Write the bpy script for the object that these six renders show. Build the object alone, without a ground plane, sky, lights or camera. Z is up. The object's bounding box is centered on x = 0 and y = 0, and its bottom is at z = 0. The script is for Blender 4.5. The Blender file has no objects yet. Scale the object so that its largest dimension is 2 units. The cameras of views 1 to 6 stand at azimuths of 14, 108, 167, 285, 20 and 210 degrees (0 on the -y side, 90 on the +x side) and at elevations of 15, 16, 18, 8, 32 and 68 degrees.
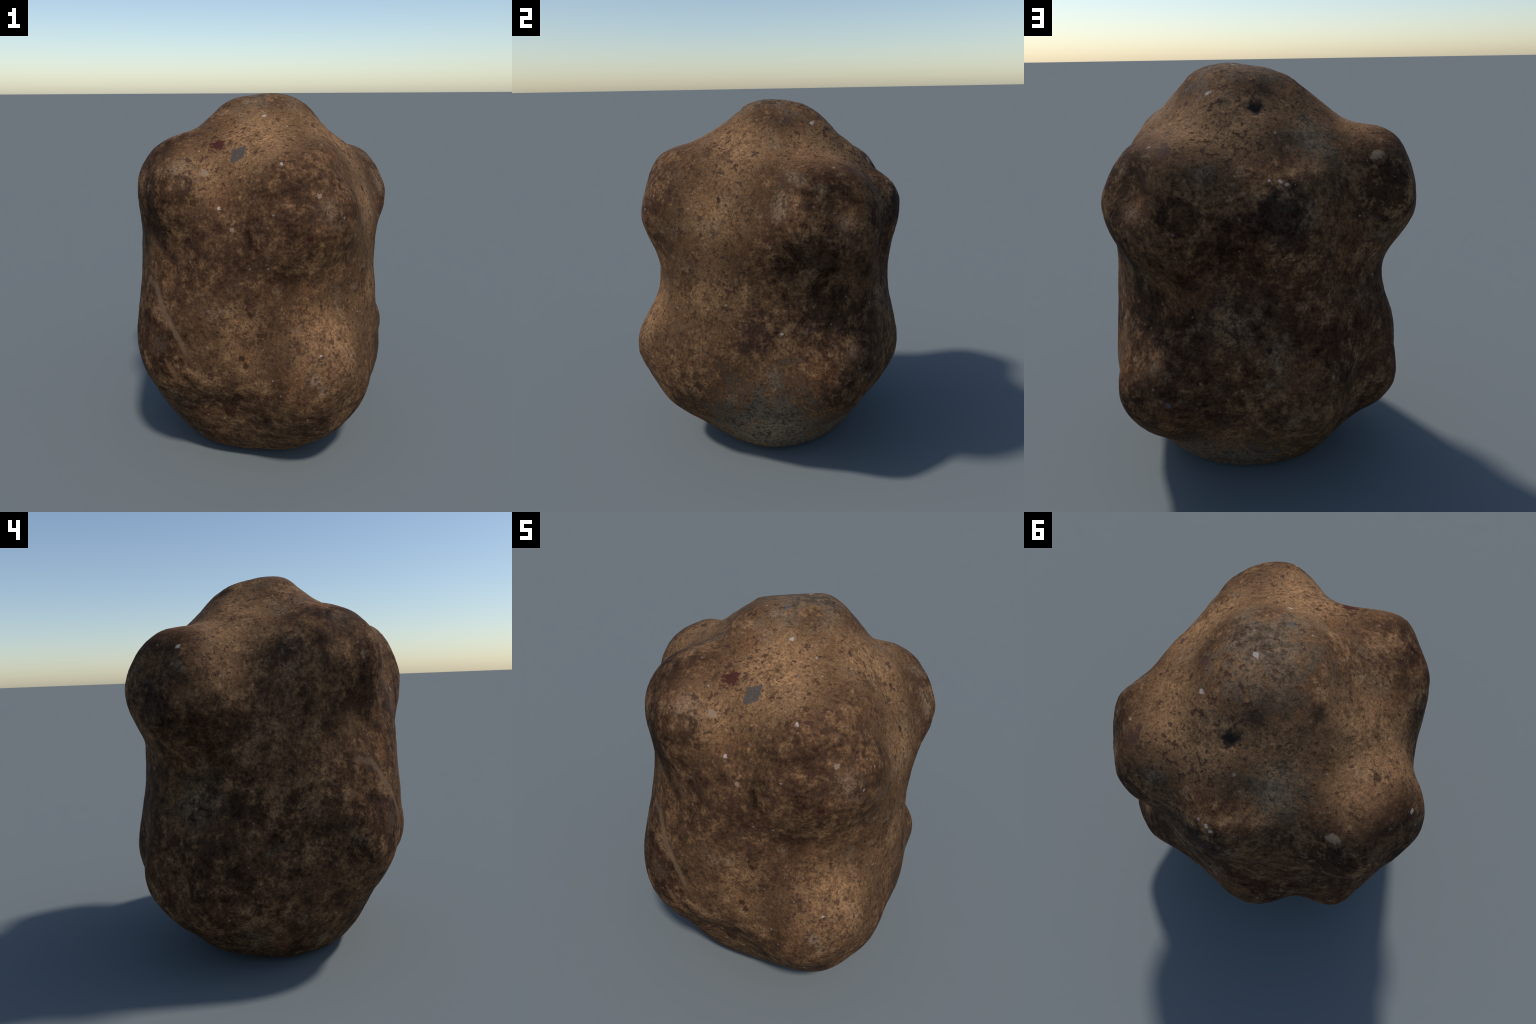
"""A knobbly, potato-shaped brown stone: one upright body with a ring of rounded
knobs round the shoulders, a second ring round the foot, and a blunt crown."""
import math
import bpy
import bmesh
import numpy as np
from mathutils import Vector, noise

CENTRE = np.array((0.0, 0.0, 1.0))

# --------------------------------------------------------------------------
# SHAPE: the radius seen from CENTRE is a superellipsoid plus swellings
# --------------------------------------------------------------------------
BODY = dict(half_x=0.688, half_y=0.660, up=0.863, down=1.174, round_up=2.50, round_down=1.91, lean_x=0.068, lean_y=0.001)

# kind, azimuth, elevation (degrees), height (m), half width, half height (degrees), flatness, tilt
FEATURES = [
    ('knob', 36.7, 34.9, 0.156, 20.1, 22.1, 1.67, -17),
    ('knob', -35.7, 46.9, 0.140, 18.1, 21.2, 1.33, -80),
    ('knob', 133.4, 30.1, 0.085, 20.9, 20.3, 1.90, 3),
    ('knob', -113.7, 34.2, 0.182, 22.6, 19.2, 1.73, -24),
    ('knob', 179.6, 33.6, 0.112, 16.5, 16.2, 0.95, 15),
    ('knob', 47.7, -31.8, 0.132, 21.4, 19.2, 1.52, -34),
    ('knob', -31.8, -27.0, 0.130, 17.7, 25.5, 1.02, 36),
    ('knob', 131.2, -31.7, 0.145, 16.0, 13.6, 1.22, 20),
    ('knob', -112.7, -41.2, 0.280, 34.9, 25.3, 0.75, 86),
    ('crown', 114.8, 81.9, 0.136, 17.6, 31.3, 1.67, -11),
    ('swell', -168.1, -36.7, 0.150, 22.4, 17.9, 0.94, 1),
    ('hollow', -128.8, -51.4, -0.181, 14.3, 22.3, 0.88, 51),
    ('swell', 96.4, -65.7, 0.099, 45.0, 16.7, 1.05, 16),
    ('hollow', 93.9, -88.7, -0.237, 16.7, 20.5, 1.35, 23),
    ('hollow', -4.0, -42.8, -0.084, 11.3, 13.9, 0.86, -40),
    ('swell', 145.9, -67.5, 0.016, 41.7, 7.8, 1.34, -2),
    ('swell', 93.8, -38.1, 0.099, 28.9, 15.2, 0.81, -7),
    ('swell', 143.8, 7.2, 0.019, 15.7, 19.9, 1.90, 58),
    ('swell', 38.8, -22.6, 0.072, 9.9, 23.3, 1.10, -56),
    ('hollow', 77.4, 12.4, -0.017, 45.0, 12.9, 1.78, -4),
    ('swell', 56.3, 19.2, 0.039, 13.6, 18.4, 1.86, 28),
    ('hollow', 108.7, 62.7, -0.083, 15.2, 10.6, 1.20, -5),
    ('swell', -14.5, 1.4, 0.065, 45.0, 15.4, 0.75, 65),
    ('swell', 132.8, -22.5, 0.056, 30.2, 9.9, 1.20, 19),
    ('swell', -125.9, -43.6, 0.207, 12.1, 16.8, 1.05, 14),
    ('swell', 18.7, 60.6, 0.028, 9.4, 17.4, 1.46, -54),
    ('hollow', 6.3, 44.9, -0.036, 13.5, 9.8, 1.51, -70),
    ('hollow', -74.3, 70.5, -0.060, 10.0, 12.5, 1.01, 34),
    ('hollow', -95.4, 37.8, -0.047, 9.4, 13.4, 1.12, -5),
    ('swell', -100.1, 38.2, 0.056, 8.6, 19.1, 1.07, -15),
    ('hollow', -105.2, -7.9, -0.110, 19.0, 16.7, 0.75, 11),
    ('swell', -133.2, 30.6, 0.050, 9.6, 22.1, 1.02, -22),
    ('swell', -3.9, -35.5, 0.091, 14.3, 33.2, 0.98, -16),
    ('hollow', -118.4, -40.9, -0.115, 10.5, 17.8, 1.03, -11),
    ('swell', 151.1, -28.0, 0.019, 8.5, 34.1, 1.58, 34),
    ('swell', 38.4, -22.9, 0.037, 12.6, 43.3, 1.54, 36),
    ('hollow', -131.4, -32.0, -0.044, 21.9, 14.1, 1.80, -10),
    ('swell', -58.8, -46.5, 0.028, 10.8, 14.1, 1.04, -25),
    ('hollow', -171.3, 50.4, -0.030, 9.7, 8.5, 1.11, 24),
    ('hollow', -36.4, -61.6, -0.008, 7.7, 7.0, 1.11, 5),
    ('swell', 141.5, 32.2, 0.087, 8.8, 19.5, 1.13, 11),
    ('swell', -23.4, 38.4, 0.031, 7.1, 13.5, 1.37, -2),
    ('swell', -126.0, 19.1, 0.050, 26.7, 9.3, 1.08, -27),
    ('hollow', -172.7, 79.6, -0.022, 7.6, 11.0, 1.53, -7),
    ('swell', 129.3, 20.9, 0.044, 9.0, 9.9, 1.10, -18),
    ('swell', 159.9, 60.5, 0.025, 11.4, 7.0, 1.12, -20),
    ('swell', 113.5, 28.2, 0.076, 11.8, 10.6, 0.99, -3),
    ('swell', 120.7, 41.7, 0.055, 9.5, 8.5, 1.19, 22),
    ('hollow', 114.9, -76.5, -0.042, 11.5, 22.8, 1.23, -11),
    ('swell', 31.3, -42.9, 0.070, 12.6, 18.6, 1.29, 39),
    ('hollow', 95.9, -0.7, -0.026, 18.1, 16.1, 1.19, 20),
    ('swell', 122.0, -22.7, 0.035, 7.5, 10.3, 1.04, 19),
    ('swell', 62.9, 52.5, 0.030, 8.7, 9.7, 1.09, -2),
    ('hollow', 31.4, 56.9, -0.021, 7.6, 7.0, 1.07, -6),
    ('swell', -33.0, 4.1, 0.024, 9.4, 15.2, 1.08, 18),
    ('swell', -110.3, -38.6, 0.009, 19.8, 20.1, 1.01, -0),
    ('swell', 43.1, 5.8, 0.026, 10.0, 7.0, 1.10, -1),
    ('hollow', 161.8, 12.9, -0.020, 7.0, 9.4, 1.03, 2),
    ('swell', 31.6, 44.4, 0.013, 7.0, 9.0, 1.00, -2),
    ('hollow', -135.7, 4.1, -0.011, 11.2, 13.0, 1.04, 0),
    ('hollow', 55.2, 43.0, -0.017, 7.0, 8.5, 1.03, -0),
    ('hollow', 148.0, 20.0, -0.020, 8.0, 11.0, 1.00, 35),
    ('hollow', 133.0, 10.0, -0.018, 13.0, 7.0, 1.00, 0),
    ('hollow', 92.0, 27.0, -0.010, 10.0, 6.0, 1.00, 0),
    ('hollow', -109.0, 11.0, -0.012, 8.0, 8.0, 1.00, 0),
    ('hollow', -10.0, 10.0, -0.010, 7.0, 8.0, 1.00, 0),
    ('hollow', 124.0, -30.0, -0.008, 9.0, 5.0, 1.00, 0),
    ('hollow', 159.0, -9.0, -0.008, 6.0, 8.0, 1.00, 0),
    ('hollow', -146.0, 28.0, -0.008, 6.0, 8.0, 1.00, 0),
]


def direction(azimuth, elevation):
    a, e = math.radians(azimuth), math.radians(elevation)
    return np.array((math.sin(a) * math.cos(e), -math.cos(a) * math.cos(e), math.sin(e)))


def body_radius(d):
    upper = d[:, 2] > 0
    n = np.where(upper, BODY['round_up'], BODY['round_down'])
    tall = np.where(upper, BODY['up'], BODY['down'])
    flat = np.sqrt((d[:, 0] / BODY['half_x']) ** 2 + (d[:, 1] / BODY['half_y']) ** 2) + 1e-9
    r = (flat ** n + (np.abs(d[:, 2]) / tall) ** n) ** (-1 / n)
    return r + BODY['lean_x'] * d[:, 0] + BODY['lean_y'] * d[:, 1]


def feature_distance(d, azimuth, elevation, wide, tall, tilt):
    """Squared elliptical distance of directions d from a feature's middle (1 = its rim)."""
    c = direction(azimuth, elevation)
    a = math.radians(azimuth)
    east = np.array((math.cos(a), math.sin(a), 0.0))
    north = np.cross(c, east)
    x, y, k = d @ east, d @ north, d @ c
    s = np.maximum(np.sqrt(x * x + y * y), 1e-9)
    g = np.arctan2(s, k) / s
    x, y, t = x * g, y * g, math.radians(tilt)
    u = math.cos(t) * x + math.sin(t) * y
    v = -math.sin(t) * x + math.cos(t) * y
    return (u / math.radians(wide)) ** 2 + (v / math.radians(tall)) ** 2

# small sharp relief that the swellings leave out: place on the stone (azimuth and
# elevation as seen from CENTRE), half width in metres, height (negative = pit)
DETAILS = [
    ((0.069, 0.376, 1.81), 0.030, -0.014),
    ((0.107, -0.692, 1.21), 0.014, -0.006),
    ((-0.502, 0.189, 1.713), 0.016, -0.005),
    ((0.746, -0.238, 0.492), 0.022, -0.006),
    ((0.098, 0.688, 0.813), 0.014, -0.006),
    ((-0.402, -0.352, 1.744), 0.022, -0.006),
    ((0.651, -0.126, 1.511), 0.014, -0.005),
    ((0.287, 0.659, 1.095), 0.012, 0.006),
    ((-0.459, 0.474, 1.599), 0.024, 0.004),
    ((0.591, 0.575, 0.735), 0.022, 0.006),
]

# worn faces with a firmer rim: middle, radius, sharpness (m), side where the rim fades out
FACES = [
    ((0.09, 0.13, 1.93), 0.30, 0.010, (0.0, 1.0, -0.2)),
    ((0.46, -0.626, 1.545), 0.21, 0.004, None),
    ((0.616, 0.489, 1.517), 0.21, 0.005, None),
    ((-0.62, 0.40, 1.50), 0.20, 0.003, None),
    ((-0.36, -0.56, 1.61), 0.19, 0.004, None),
    ((0.52, -0.66, 0.76), 0.20, 0.003, None),
]


def rim(p, middle, radius, sharpness, fade):
    away = p - np.array(middle)
    wander = np.sin(p @ np.array((17.0, 23.0, 13.0))) * 0.02 + np.sin(p @ np.array((-9.0, 14.0, 21.0))) * 0.02
    gap = radius + wander - np.linalg.norm(away, axis=1)
    shape = np.tanh(gap / 0.024) - np.tanh(gap / 0.07)
    if fade:
        shape = shape * np.clip(0.9 - (away @ np.array(fade)) / 0.2, 0, 1)
    return sharpness * shape


def grain(co, d):
    """Fine lumps and shallow pits of a weathered surface, in metres."""
    out = np.empty(len(co))
    for i, p in enumerate(co):
        v = Vector(p)
        a = noise.noise(v * 7.0)
        b = noise.noise(v * 17.0 + Vector((5, 1, 3)))
        c = noise.noise(v * 41.0 + Vector((2, 8, 4)))
        e = noise.noise(v * 95.0 + Vector((7, 3, 9)))
        pit = max(0.0, c - 0.42)
        out[i] = 0.0030 * a + 0.0022 * b + 0.0012 * c + 0.0006 * e - 0.008 * pit
    return out


def build_mesh():
    bm = bmesh.new()
    bmesh.ops.create_icosphere(bm, subdivisions=8, radius=1.0)
    me = bpy.data.meshes.new('stone_surface')
    bm.to_mesh(me)
    bm.free()
    d = np.empty(len(me.vertices) * 3)
    me.vertices.foreach_get('co', d)
    d = d.reshape(-1, 3)
    d /= np.linalg.norm(d, axis=1, keepdims=True)
    r = body_radius(d)
    for kind, az, el, h, w, t, p, tilt in FEATURES:
        r = r + h * np.exp(-(feature_distance(d, az, el, w, t, tilt) + 1e-12) ** p)
    co = d * r[:, None]
    r = r + grain(co, d) + 0.001
    for face in FACES:
        r = r + rim(co + CENTRE, *face)
    for place, width, height in DETAILS:
        gap = np.linalg.norm(co + CENTRE - np.array(place), axis=1) / width
        r = r + height * np.exp(-gap ** 2)
    co = d * r[:, None] + CENTRE
    # it rests on a small worn flat: press the lowest centimetre smoothly onto the ground
    z = co[:, 2] * 2.0 / co[:, 2].max()
    z = 0.5 * (z + np.sqrt(z * z + 0.006 ** 2))
    co[:, 2] = (z - z.min()) * 2.0 / (z.max() - z.min())
    me.vertices.foreach_set('co', co.ravel())
    me.update()
    return me, d


# --------------------------------------------------------------------------
# MATERIAL
# --------------------------------------------------------------------------
class Tree:
    def __init__(self, name):
        self.mat = bpy.data.materials.new(name)
        self.mat.use_nodes = True
        self.t = self.mat.node_tree
        self.bsdf = self.t.nodes['Principled BSDF']
        self.co = self.node('ShaderNodeTexCoord').outputs['Object']

    def node(self, kind, **kw):
        n = self.t.nodes.new(kind)
        for k, v in kw.items():
            setattr(n, k, v)
        return n

    def put(self, socket, value):
        if isinstance(value, bpy.types.NodeSocket):
            self.t.links.new(value, socket)
        elif isinstance(value, (tuple, list)) and len(value) == 3 and socket.type == 'RGBA':
            socket.default_value = (*value, 1.0)
        else:
            socket.default_value = value

    def math(self, op, a, b=0.0, c=0.0, clamp=False):
        n = self.node('ShaderNodeMath', operation=op, use_clamp=clamp)
        for s, v in zip(n.inputs, (a, b, c)):
            self.put(s, v)
        return n.outputs[0]

    def vector(self, op, a, b=(0, 0, 0)):
        n = self.node('ShaderNodeVectorMath', operation=op)
        self.put(n.inputs[0], a)
        self.put(n.inputs[1], b)
        return n.outputs['Value'] if op in ('LENGTH', 'DISTANCE', 'DOT_PRODUCT') else n.outputs['Vector']

    def noise(self, scale, detail=4.0, rough=0.55, warp=0.0, shift=(0, 0, 0), stretch=(1, 1, 1)):
        m = self.node('ShaderNodeMapping')
        self.put(m.inputs['Vector'], self.co)
        m.inputs['Location'].default_value = shift
        m.inputs['Scale'].default_value = stretch
        n = self.node('ShaderNodeTexNoise')
        self.put(n.inputs['Vector'], m.outputs[0])
        n.inputs['Scale'].default_value = scale
        n.inputs['Detail'].default_value = detail
        n.inputs['Roughness'].default_value = rough
        n.inputs['Distortion'].default_value = warp
        return n.outputs['Fac']

    def step(self, value, lo, hi, a=0.0, b=1.0):
        n = self.node('ShaderNodeMapRange', interpolation_type='SMOOTHSTEP')
        for k, v in (('Value', value), ('From Min', lo), ('From Max', hi), ('To Min', a), ('To Max', b)):
            self.put(n.inputs[k], v)
        return n.outputs[0]

    def mix(self, fac, a, b, blend='MIX'):
        n = self.node('ShaderNodeMix', data_type='RGBA', blend_type=blend)
        self.put(n.inputs[0], fac)
        self.put(n.inputs[6], a)
        self.put(n.inputs[7], b)
        return n.outputs[2]

    def ramp(self, fac, stops):
        n = self.node('ShaderNodeValToRGB')
        els = n.color_ramp.elements
        while len(els) < len(stops):
            els.new(0.5)
        for e, (at, col) in zip(els, stops):
            e.position, e.color = at, (*col, 1)
        self.put(n.inputs[0], fac)
        return n.outputs[0]


BLACK = (0.018, 0.015, 0.014)
DARK = (0.038, 0.0195, 0.0115)
UMBER = (0.066, 0.035, 0.0195)
RUST = (0.125, 0.058, 0.027)
TAN = (0.250, 0.149, 0.076)
GREY = (0.172, 0.131, 0.088)
ASH = (0.175, 0.145, 0.108)
PALE = (0.23, 0.165, 0.112)
WHITE = (0.36, 0.315, 0.28)
SLATE = (0.085, 0.086, 0.092)
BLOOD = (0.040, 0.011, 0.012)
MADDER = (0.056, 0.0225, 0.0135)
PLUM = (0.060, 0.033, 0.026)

# broad dark and pale patches, some with painted shade: place, radius, colour, strength
STAINS = [
    # lighter tan slopes round the crown and down the right flank
    ((0.15, -0.42, 1.80), 0.26, TAN, 0.75),
    ((0.45, -0.10, 1.75), 0.26, TAN, 0.72),
    ((0.30, 0.42, 1.74), 0.20, TAN, 0.55),
    ((-0.38, 0.05, 1.75), 0.24, TAN, 0.55),
    ((-0.44, 0.28, 1.70), 0.16, TAN, 0.48),
    ((-0.10, -0.58, 1.62), 0.17, TAN, 0.50),
    ((0.64, -0.15, 1.45), 0.28, TAN, 0.45),
    ((0.520, -0.60, 0.84), 0.26, TAN, 0.38),
    ((0.10, -0.70, 0.90), 0.24, TAN, 0.25),
    ((0.68, -0.20, 1.00), 0.24, TAN, 0.38),
    ((0.74, 0.46, 0.66), 0.11, RUST, 0.55),
    ((-0.67, 0.05, 1.53), 0.14, TAN, 0.35),
    ((0.554, -0.61, 1.46), 0.09, PALE, 0.30),
    ((-0.19, -0.60, 1.64), 0.09, PALE, 0.30),
    ((0.16, 0.40, 1.78), 0.20, TAN, 0.50),
    ((-0.12, 0.32, 1.79), 0.20, TAN, 0.45),
    ((0.42, 0.25, 1.76), 0.18, TAN, 0.50),
    # greyer crown, foot and waist
    ((0.10, 0.05, 1.97), 0.25, GREY, 0.70),
    ((-0.168, 0.43, 1.676), 0.14, GREY, 0.60),
    ((0.62, 0.15, 0.26), 0.36, ASH, 0.75),
    ((0.30, 0.35, 0.10), 0.36, ASH, 0.60),
    ((-0.62, 0.16, 0.89), 0.15, GREY, 0.45),
    ((0.21, 0.67, 0.96), 0.16, GREY, 0.40),
    # dark patches
    ((0.011, 0.265, 1.893), 0.062, BLACK, 0.65),
    ((-0.197, 0.133, 1.892), 0.046, BLACK, 0.60),
    ((0.069, 0.376, 1.81), 0.052, BLACK, 0.60),
    ((0.035, 0.715, 1.43), 0.125, BLACK, 0.80),
    ((0.02, 0.71, 1.30), 0.100, BLACK, 0.65),
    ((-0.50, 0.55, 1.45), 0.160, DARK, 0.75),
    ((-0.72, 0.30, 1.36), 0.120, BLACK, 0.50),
    ((-0.515, -0.276, 1.605), 0.085, BLACK, 0.70),
    ((-0.36, -0.56, 1.40), 0.130, DARK, 0.60),
    ((-0.25, -0.64, 1.55), 0.110, DARK, 0.60),
    ((0.43, 0.67, 1.42), 0.110, DARK, 0.65),
    ((0.72, 0.40, 1.26), 0.160, DARK, 0.65),  # shadow and occlusion below the right rear knob, painted dark
    ((0.729, 0.084, 0.852), 0.110, PLUM, 0.65),
    ((0.60, 0.45, 0.92), 0.200, DARK, 0.55),
    ((0.728, 0.56, 0.57), 0.100, DARK, 0.65),
    ((0.684, -0.301, 1.06), 0.075, DARK, 0.60),
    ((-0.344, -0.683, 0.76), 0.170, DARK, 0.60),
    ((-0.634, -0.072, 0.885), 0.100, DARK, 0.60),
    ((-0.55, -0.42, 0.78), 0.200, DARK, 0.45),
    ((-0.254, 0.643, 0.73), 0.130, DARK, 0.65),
    ((-0.06, 0.703, 0.731), 0.180, RUST, 0.40),
    ((0.16, 0.70, 1.15), 0.160, DARK, 0.50),
    ((0.33, -0.677, 1.56), 0.130, UMBER, 0.65),
    ((0.45, -0.66, 1.38), 0.130, UMBER, 0.50),
    ((0.627, 0.455, 1.554), 0.100, UMBER, 0.45),
    ((0.59, -0.50, 1.50), 0.100, UMBER, 0.55),
    ((0.03, -0.62, 0.428), 0.090, DARK, 0.60),
    ((0.213, -0.673, 0.449), 0.120, UMBER, 0.50),
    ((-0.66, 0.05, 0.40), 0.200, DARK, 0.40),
    ((0.30, 0.02, 1.93), 0.080, UMBER, 0.55),
    ((0.19, -0.13, 1.965), 0.070, UMBER, 0.55),
    # back and left wall (first six) tinted darker for their baked-in shade
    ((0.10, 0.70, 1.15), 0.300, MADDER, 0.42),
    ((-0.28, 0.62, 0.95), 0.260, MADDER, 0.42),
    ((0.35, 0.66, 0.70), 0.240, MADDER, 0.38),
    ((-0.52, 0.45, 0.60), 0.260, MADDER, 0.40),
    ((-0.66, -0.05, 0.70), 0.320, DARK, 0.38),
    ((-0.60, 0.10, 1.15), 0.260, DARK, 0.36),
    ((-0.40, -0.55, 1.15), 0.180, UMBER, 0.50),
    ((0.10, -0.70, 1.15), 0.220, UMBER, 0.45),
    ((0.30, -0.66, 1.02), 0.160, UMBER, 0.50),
    ((0.591, 0.575, 0.735), 0.055, PALE, 0.45),
    ((0.623, 0.541, 1.424), 0.060, PALE, 0.45),
    ((0.506, -0.714, 0.658), 0.035, PALE, 0.60),
    ((-0.397, -0.505, 1.233), 0.080, TAN, 0.40),
]
# small hard-edged marks: place, radius, colour
MARKS = [
    ((-0.04, -0.469, 1.76), 0.034, BLOOD),
    ((0.071, -0.121, 1.978), 0.017, SLATE),
    ((0.069, 0.376, 1.81), 0.030, BLACK),
    ((-0.459, 0.474, 1.599), 0.026, PALE),
    ((-0.502, 0.189, 1.713), 0.022, DARK),
    ((-0.402, -0.352, 1.744), 0.028, DARK),
    ((0.474, 0.516, 1.662), 0.034, PLUM),
    ((0.472, 0.470, 1.690), 0.018, PLUM),
    ((0.524, 0.040, 1.737), 0.020, PLUM),
    ((0.322, 0.156, 1.885), 0.030, PLUM),
    ((0.259, 0.275, 1.878), 0.016, WHITE),
    ((0.115, 0.081, 1.990), 0.014, WHITE),
    ((0.146, -0.247, 1.890), 0.010, WHITE),
    ((0.076, 0.658, 1.551), 0.008, WHITE),
    ((0.032, 0.667, 1.545), 0.009, WHITE),
    ((0.007, 0.678, 1.533), 0.008, WHITE),
    ((0.311, -0.613, 1.686), 0.011, WHITE),
    ((0.490, -0.618, 1.543), 0.014, PALE),
    ((0.010, -0.630, 1.472), 0.011, WHITE),
    ((0.089, -0.670, 1.373), 0.011, PALE),
    ((0.525, -0.673, 0.775), 0.011, WHITE),
    ((0.463, -0.669, 1.353), 0.014, BLOOD),
    ((0.107, -0.692, 1.210), 0.016, DARK),
    ((-0.155, -0.690, 1.140), 0.018, DARK),
    ((-0.150, -0.695, 1.105), 0.016, DARK),
    ((-0.188, -0.686, 1.005), 0.018, DARK),
    ((0.109, -0.705, 0.857), 0.020, UMBER),
    ((0.130, -0.695, 0.725), 0.018, DARK),
    ((0.150, -0.690, 0.690), 0.015, DARK),
    ((0.746, -0.238, 0.492), 0.026, DARK),
    ((0.651, -0.126, 1.511), 0.017, DARK),
    ((0.568, -0.058, 1.678), 0.016, DARK),
    ((0.708, 0.223, 0.839), 0.010, WHITE),
    ((0.098, 0.688, 0.813), 0.018, BLACK),
    ((0.287, 0.659, 1.095), 0.014, SLATE),
    ((0.546, 0.656, 0.589), 0.013, SLATE),
    ((-0.690, 0.206, 1.609), 0.010, WHITE),
    ((-0.076, -0.580, 1.629), 0.020, PALE),
]


def stone_material():
    t = Tree('weathered_brown_stone')
    broad = t.noise(2.6, 5, 0.62, 0.3)
    mottle = t.noise(7.5, 6, 0.66, 0.4, (3, 1, 2))
    blotch = t.noise(19.0, 5, 0.62, 0.3, (1, 7, 4))
    fine = t.noise(62.0, 4, 0.6, 0.0, (4, 2, 9))
    sand = t.noise(150.0, 3, 0.6, 0.0, (8, 5, 1))
    tint = t.noise(4.2, 4, 0.6, 0.2, (9, 4, 6))

    # base: mottled umber to ochre
    f = t.math('ADD', t.math('MULTIPLY', broad, 0.24), t.math('MULTIPLY', mottle, 0.38))
    f = t.math('ADD', f, t.math('MULTIPLY', blotch, 0.38))
    col = t.ramp(f, [(0.40, (0.026, 0.0135, 0.0078)), (0.465, (0.062, 0.034, 0.0185)),
                     (0.53, (0.112, 0.063, 0.032)), (0.61, (0.200, 0.119, 0.062))])
    col = t.mix(t.step(tint, 0.54, 0.70, 0, 0.45), col, RUST)
    col = t.mix(t.step(t.noise(5.1, 4, 0.6, 0.2, (2, 6, 13)), 0.56, 0.72, 0, 0.5), col, GREY)

    # broad local patches, edges broken by noise
    edge = t.math('ADD', t.math('MULTIPLY', mottle, 0.9), t.math('MULTIPLY', blotch, 0.9))
    edge = t.math('ADD', edge, t.math('MULTIPLY', fine, 0.35))
    edge = t.math('SUBTRACT', edge, 1.07)
    vary = t.ramp(f, [(0.40, (0.42, 0.40, 0.38)), (0.50, (0.95, 0.94, 0.93)), (0.60, (1.35, 1.33, 1.30))])
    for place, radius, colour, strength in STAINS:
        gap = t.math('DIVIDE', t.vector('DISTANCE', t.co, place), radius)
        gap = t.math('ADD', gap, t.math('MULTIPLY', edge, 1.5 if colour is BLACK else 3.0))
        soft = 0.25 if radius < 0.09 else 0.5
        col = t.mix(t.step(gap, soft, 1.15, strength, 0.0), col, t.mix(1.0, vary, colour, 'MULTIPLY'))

    # grain of the rock: two octaves of light and dark sand
    col = t.mix(1.0, col, t.ramp(fine, [(0.30, (0.50, 0.48, 0.47)), (0.50, (1, 1, 1)), (0.68, (1.5, 1.45, 1.4))]), 'MULTIPLY')
    col = t.mix(1.0, col, t.ramp(sand, [(0.30, (0.66, 0.65, 0.64)), (0.50, (1, 1, 1)), (0.70, (1.35, 1.34, 1.32))]), 'MULTIPLY')

    # dark grains, thicker in some areas than in others
    crowd = t.step(t.noise(3.3, 3, 0.5, 0, (6, 6, 2)), 0.35, 0.65, 0.025, -0.035)
    grains = t.noise(34.0, 2.5, 0.55, 0.2, (5, 3, 7))
    col = t.mix(t.step(t.math('SUBTRACT', grains, crowd), 0.60, 0.67, 0, 0.80), col, (0.050, 0.027, 0.019))
    specks = t.noise(80.0, 2.0, 0.5, 0.0, (1, 3, 5))
    col = t.mix(t.step(t.math('SUBTRACT', specks, crowd), 0.62, 0.68, 0, 0.65), col, (0.062, 0.033, 0.021))

    # scattered quartz: a few cells hold a small pale crystal
    for scale, share, size, strength in ((15.0, 0.09, 0.12, 0.7), (34.0, 0.06, 0.20, 0.5)):
        v = t.node('ShaderNodeTexVoronoi', feature='F1')
        t.put(v.inputs['Vector'], t.co)
        v.inputs['Scale'].default_value = scale
        pick = t.node('ShaderNodeSeparateColor')
        t.put(pick.inputs[0], v.outputs['Color'])
        on = t.math('LESS_THAN', pick.outputs[0], share)
        rough = t.math('ADD', v.outputs['Distance'], t.math('MULTIPLY', t.math('SUBTRACT', sand, 0.5), 0.35))
        dot = t.math('MULTIPLY', on, t.step(rough, size * 0.55, size, strength, 0.0))
        col = t.mix(dot, col, t.mix(pick.outputs[1], (0.17, 0.14, 0.12), WHITE))

    # pale scratch down the front left knob, following the curve of the stone
    path = [Vector(p) for p in ((-0.404, -0.541, 1.060), (-0.340, -0.600, 1.045), (-0.283, -0.668, 0.935), (-0.211, -0.702, 0.840), (-0.139, -0.712, 0.727))]
    near = None
    for a, b in zip(path, path[1:]):
        ab = b - a
        along = t.math('DIVIDE', t.vector('DOT_PRODUCT', t.vector('SUBTRACT', t.co, tuple(a)), tuple(ab)), ab.length_squared, clamp=True)
        sc = t.node('ShaderNodeVectorMath', operation='SCALE')
        sc.inputs[0].default_value = tuple(ab)
        t.put(sc.inputs['Scale'], along)
        one = t.vector('DISTANCE', t.co, t.vector('ADD', sc.outputs[0], tuple(a)))
        near = one if near is None else t.math('MINIMUM', near, one)
    near = t.math('ADD', near, t.math('MULTIPLY', t.math('SUBTRACT', fine, 0.5), 0.035))
    near = t.math('ADD', near, t.math('MULTIPLY', t.math('SUBTRACT', blotch, 0.5), 0.055))
    col = t.mix(t.step(near, 0.005, 0.024, 0.50, 0.0), col, (0.185, 0.125, 0.080))

    # single marks: spots, inclusions and chips
    wobble = t.math('ADD', t.math('MULTIPLY', t.math('SUBTRACT', fine, 0.5), 2.4), t.math('MULTIPLY', t.math('SUBTRACT', grains, 0.5), 1.8))
    for place, radius, colour in MARKS:
        gap = t.math('DIVIDE', t.vector('DISTANCE', t.co, place), radius)
        gap = t.math('ADD', gap, wobble)
        col = t.mix(t.step(gap, 0.70, 1.15, 0.85, 0.0), col, colour)

    # a flat, angular grey inclusion near the front shoulder
    m = t.node('ShaderNodeMapping', vector_type='TEXTURE')
    t.put(m.inputs['Vector'], t.co)
    m.inputs['Location'].default_value = (0.077, -0.501, 1.729)
    m.inputs['Rotation'].default_value = (0.3, 0.25, 0.35)
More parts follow.
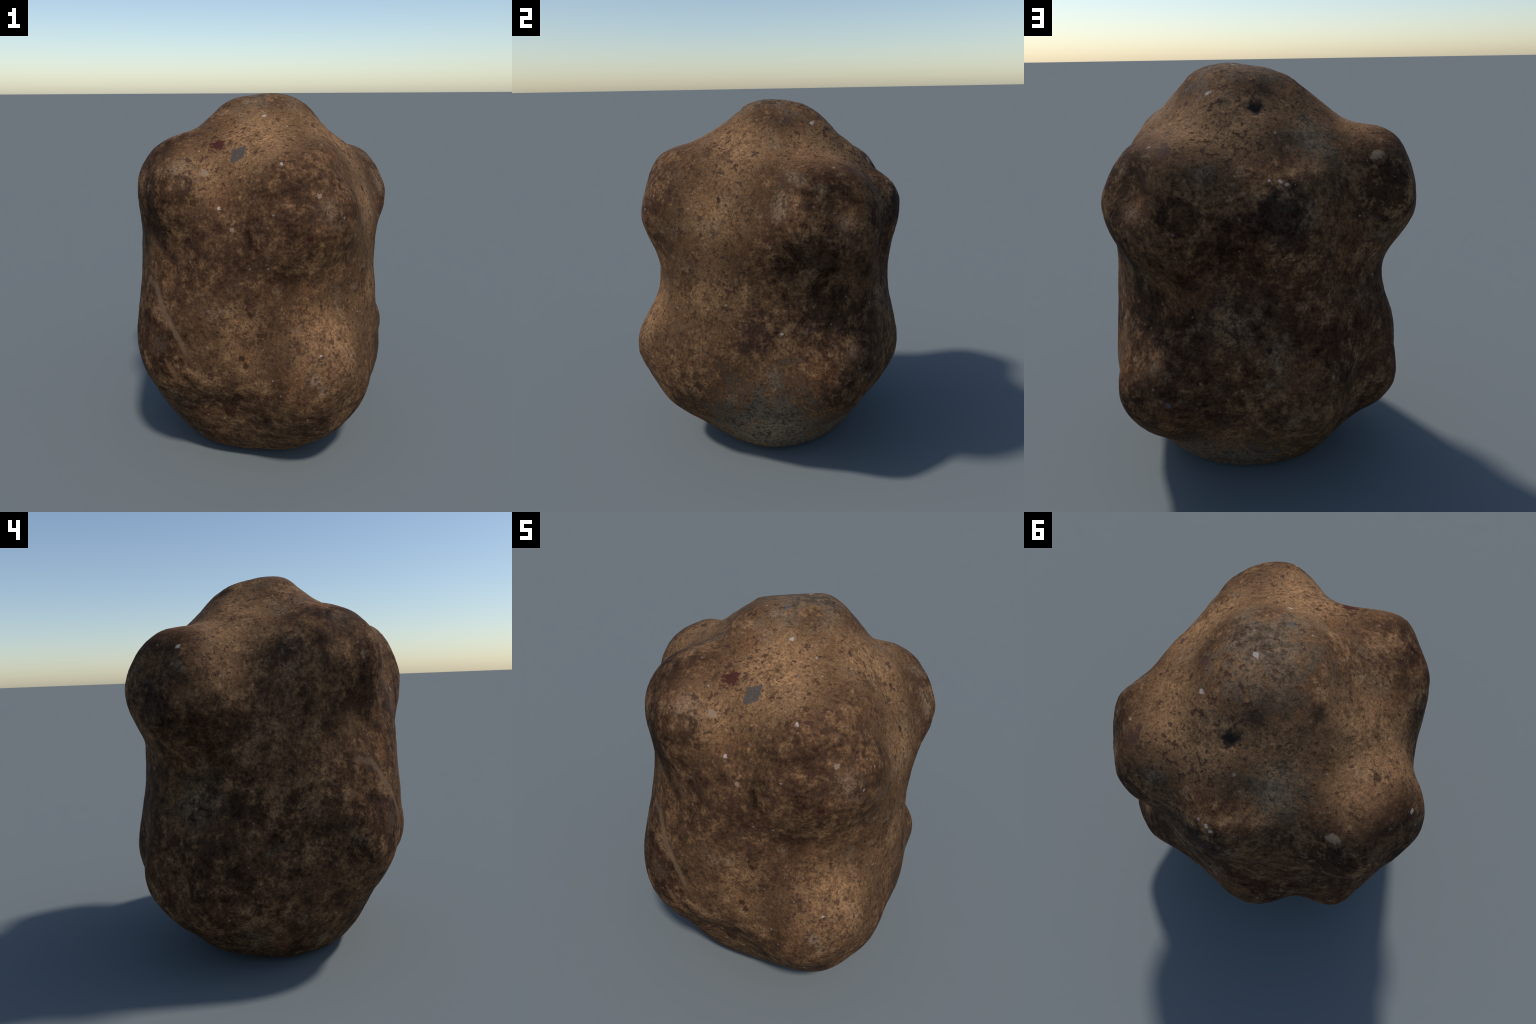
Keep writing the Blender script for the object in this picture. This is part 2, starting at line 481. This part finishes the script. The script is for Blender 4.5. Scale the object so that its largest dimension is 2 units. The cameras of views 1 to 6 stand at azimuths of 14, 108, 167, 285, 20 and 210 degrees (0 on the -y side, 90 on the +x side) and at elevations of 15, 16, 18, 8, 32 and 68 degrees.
    m.inputs['Scale'].default_value = (0.031, 0.029, 0.06)
    box = t.vector('ABSOLUTE', m.outputs[0])
    s = t.node('ShaderNodeSeparateXYZ')
    t.put(s.inputs[0], box)
    side = t.math('MAXIMUM', t.math('MAXIMUM', s.outputs[0], s.outputs[1]), s.outputs[2])
    side = t.math('ADD', side, t.math('MULTIPLY', t.math('SUBTRACT', grains, 0.5), 1.1))
    col = t.mix(t.step(side, 0.80, 1.12, 0.88, 0.0), col, t.mix(sand, (0.036, 0.035, 0.034), (0.080, 0.077, 0.073)))

    col = t.mix(1.0, col, (1.03, 0.98, 0.96), 'MULTIPLY')   # a warmer cast over all
    t.put(t.bsdf.inputs['Base Color'], col)
    t.put(t.bsdf.inputs['Roughness'], t.step(mottle, 0.3, 0.7, 0.62, 0.85))
    t.bsdf.inputs['Specular IOR Level'].default_value = 0.04
    height = t.math('ADD', t.math('MULTIPLY', fine, 0.7), t.math('MULTIPLY', sand, 0.3))
    height = t.math('SUBTRACT', height, t.step(grains, 0.60, 0.70, 0.0, 0.5))
    bump = t.node('ShaderNodeBump')
    bump.inputs['Strength'].default_value = 0.35
    bump.inputs['Distance'].default_value = 0.006
    t.put(bump.inputs['Height'], height)
    t.put(t.bsdf.inputs['Normal'], bump.outputs[0])
    return t.mat


# --------------------------------------------------------------------------
# PARTS: the one surface is divided into body, crown and knobs
# --------------------------------------------------------------------------
PART_REACH = 0.62      # how much of a feature's half width belongs to its part


def build():
    me, d = build_mesh()
    mat = stone_material()
    root = bpy.data.objects.new('knobbly_stone', None)
    root['label'] = 'knobbly upright brown stone with rounded knobs all round'
    root['category'] = 'stone'
    bpy.context.scene.collection.objects.link(root)

    tri = np.empty(len(me.polygons) * 3, dtype=np.int64)
    me.polygons.foreach_get('vertices', tri)
    tri = tri.reshape(-1, 3)
    co = np.empty(len(me.vertices) * 3)
    me.vertices.foreach_get('co', co)
    co = co.reshape(-1, 3)
    no = np.empty(len(me.vertices) * 3)
    me.vertices.foreach_get('normal', no)
    no = no.reshape(-1, 3)

    middle = d[tri].mean(axis=1)
    middle /= np.linalg.norm(middle, axis=1, keepdims=True)
    owner = np.zeros(len(tri), dtype=int)
    nearest = np.full(len(tri), PART_REACH)
    parts = ['body']
    for kind, az, el, h, w, t, p, tilt in FEATURES:
        if kind not in ('knob', 'crown'):
            continue
        q = feature_distance(middle, az, el, min(w, 20), min(t, 20), tilt)
        mine = q < nearest
        owner[mine] = len(parts)
        nearest[mine] = q[mine]
        parts.append(kind)

    for number, name in enumerate(parts):
        faces = tri[owner == number]
        if not len(faces):
            continue
        used, local = np.unique(faces, return_inverse=True)
        part = bpy.data.meshes.new(name)
        part.from_pydata(co[used].tolist(), [], local.reshape(-1, 3).tolist())
        part.polygons.foreach_set('use_smooth', [True] * len(faces))
        part.materials.append(mat)
        part.update()
        part.normals_split_custom_set_from_vertices(no[used].tolist())
        obj = bpy.data.objects.new(name, part)
        obj.parent = root
        bpy.context.scene.collection.objects.link(obj)
    bpy.data.meshes.remove(me)


build()
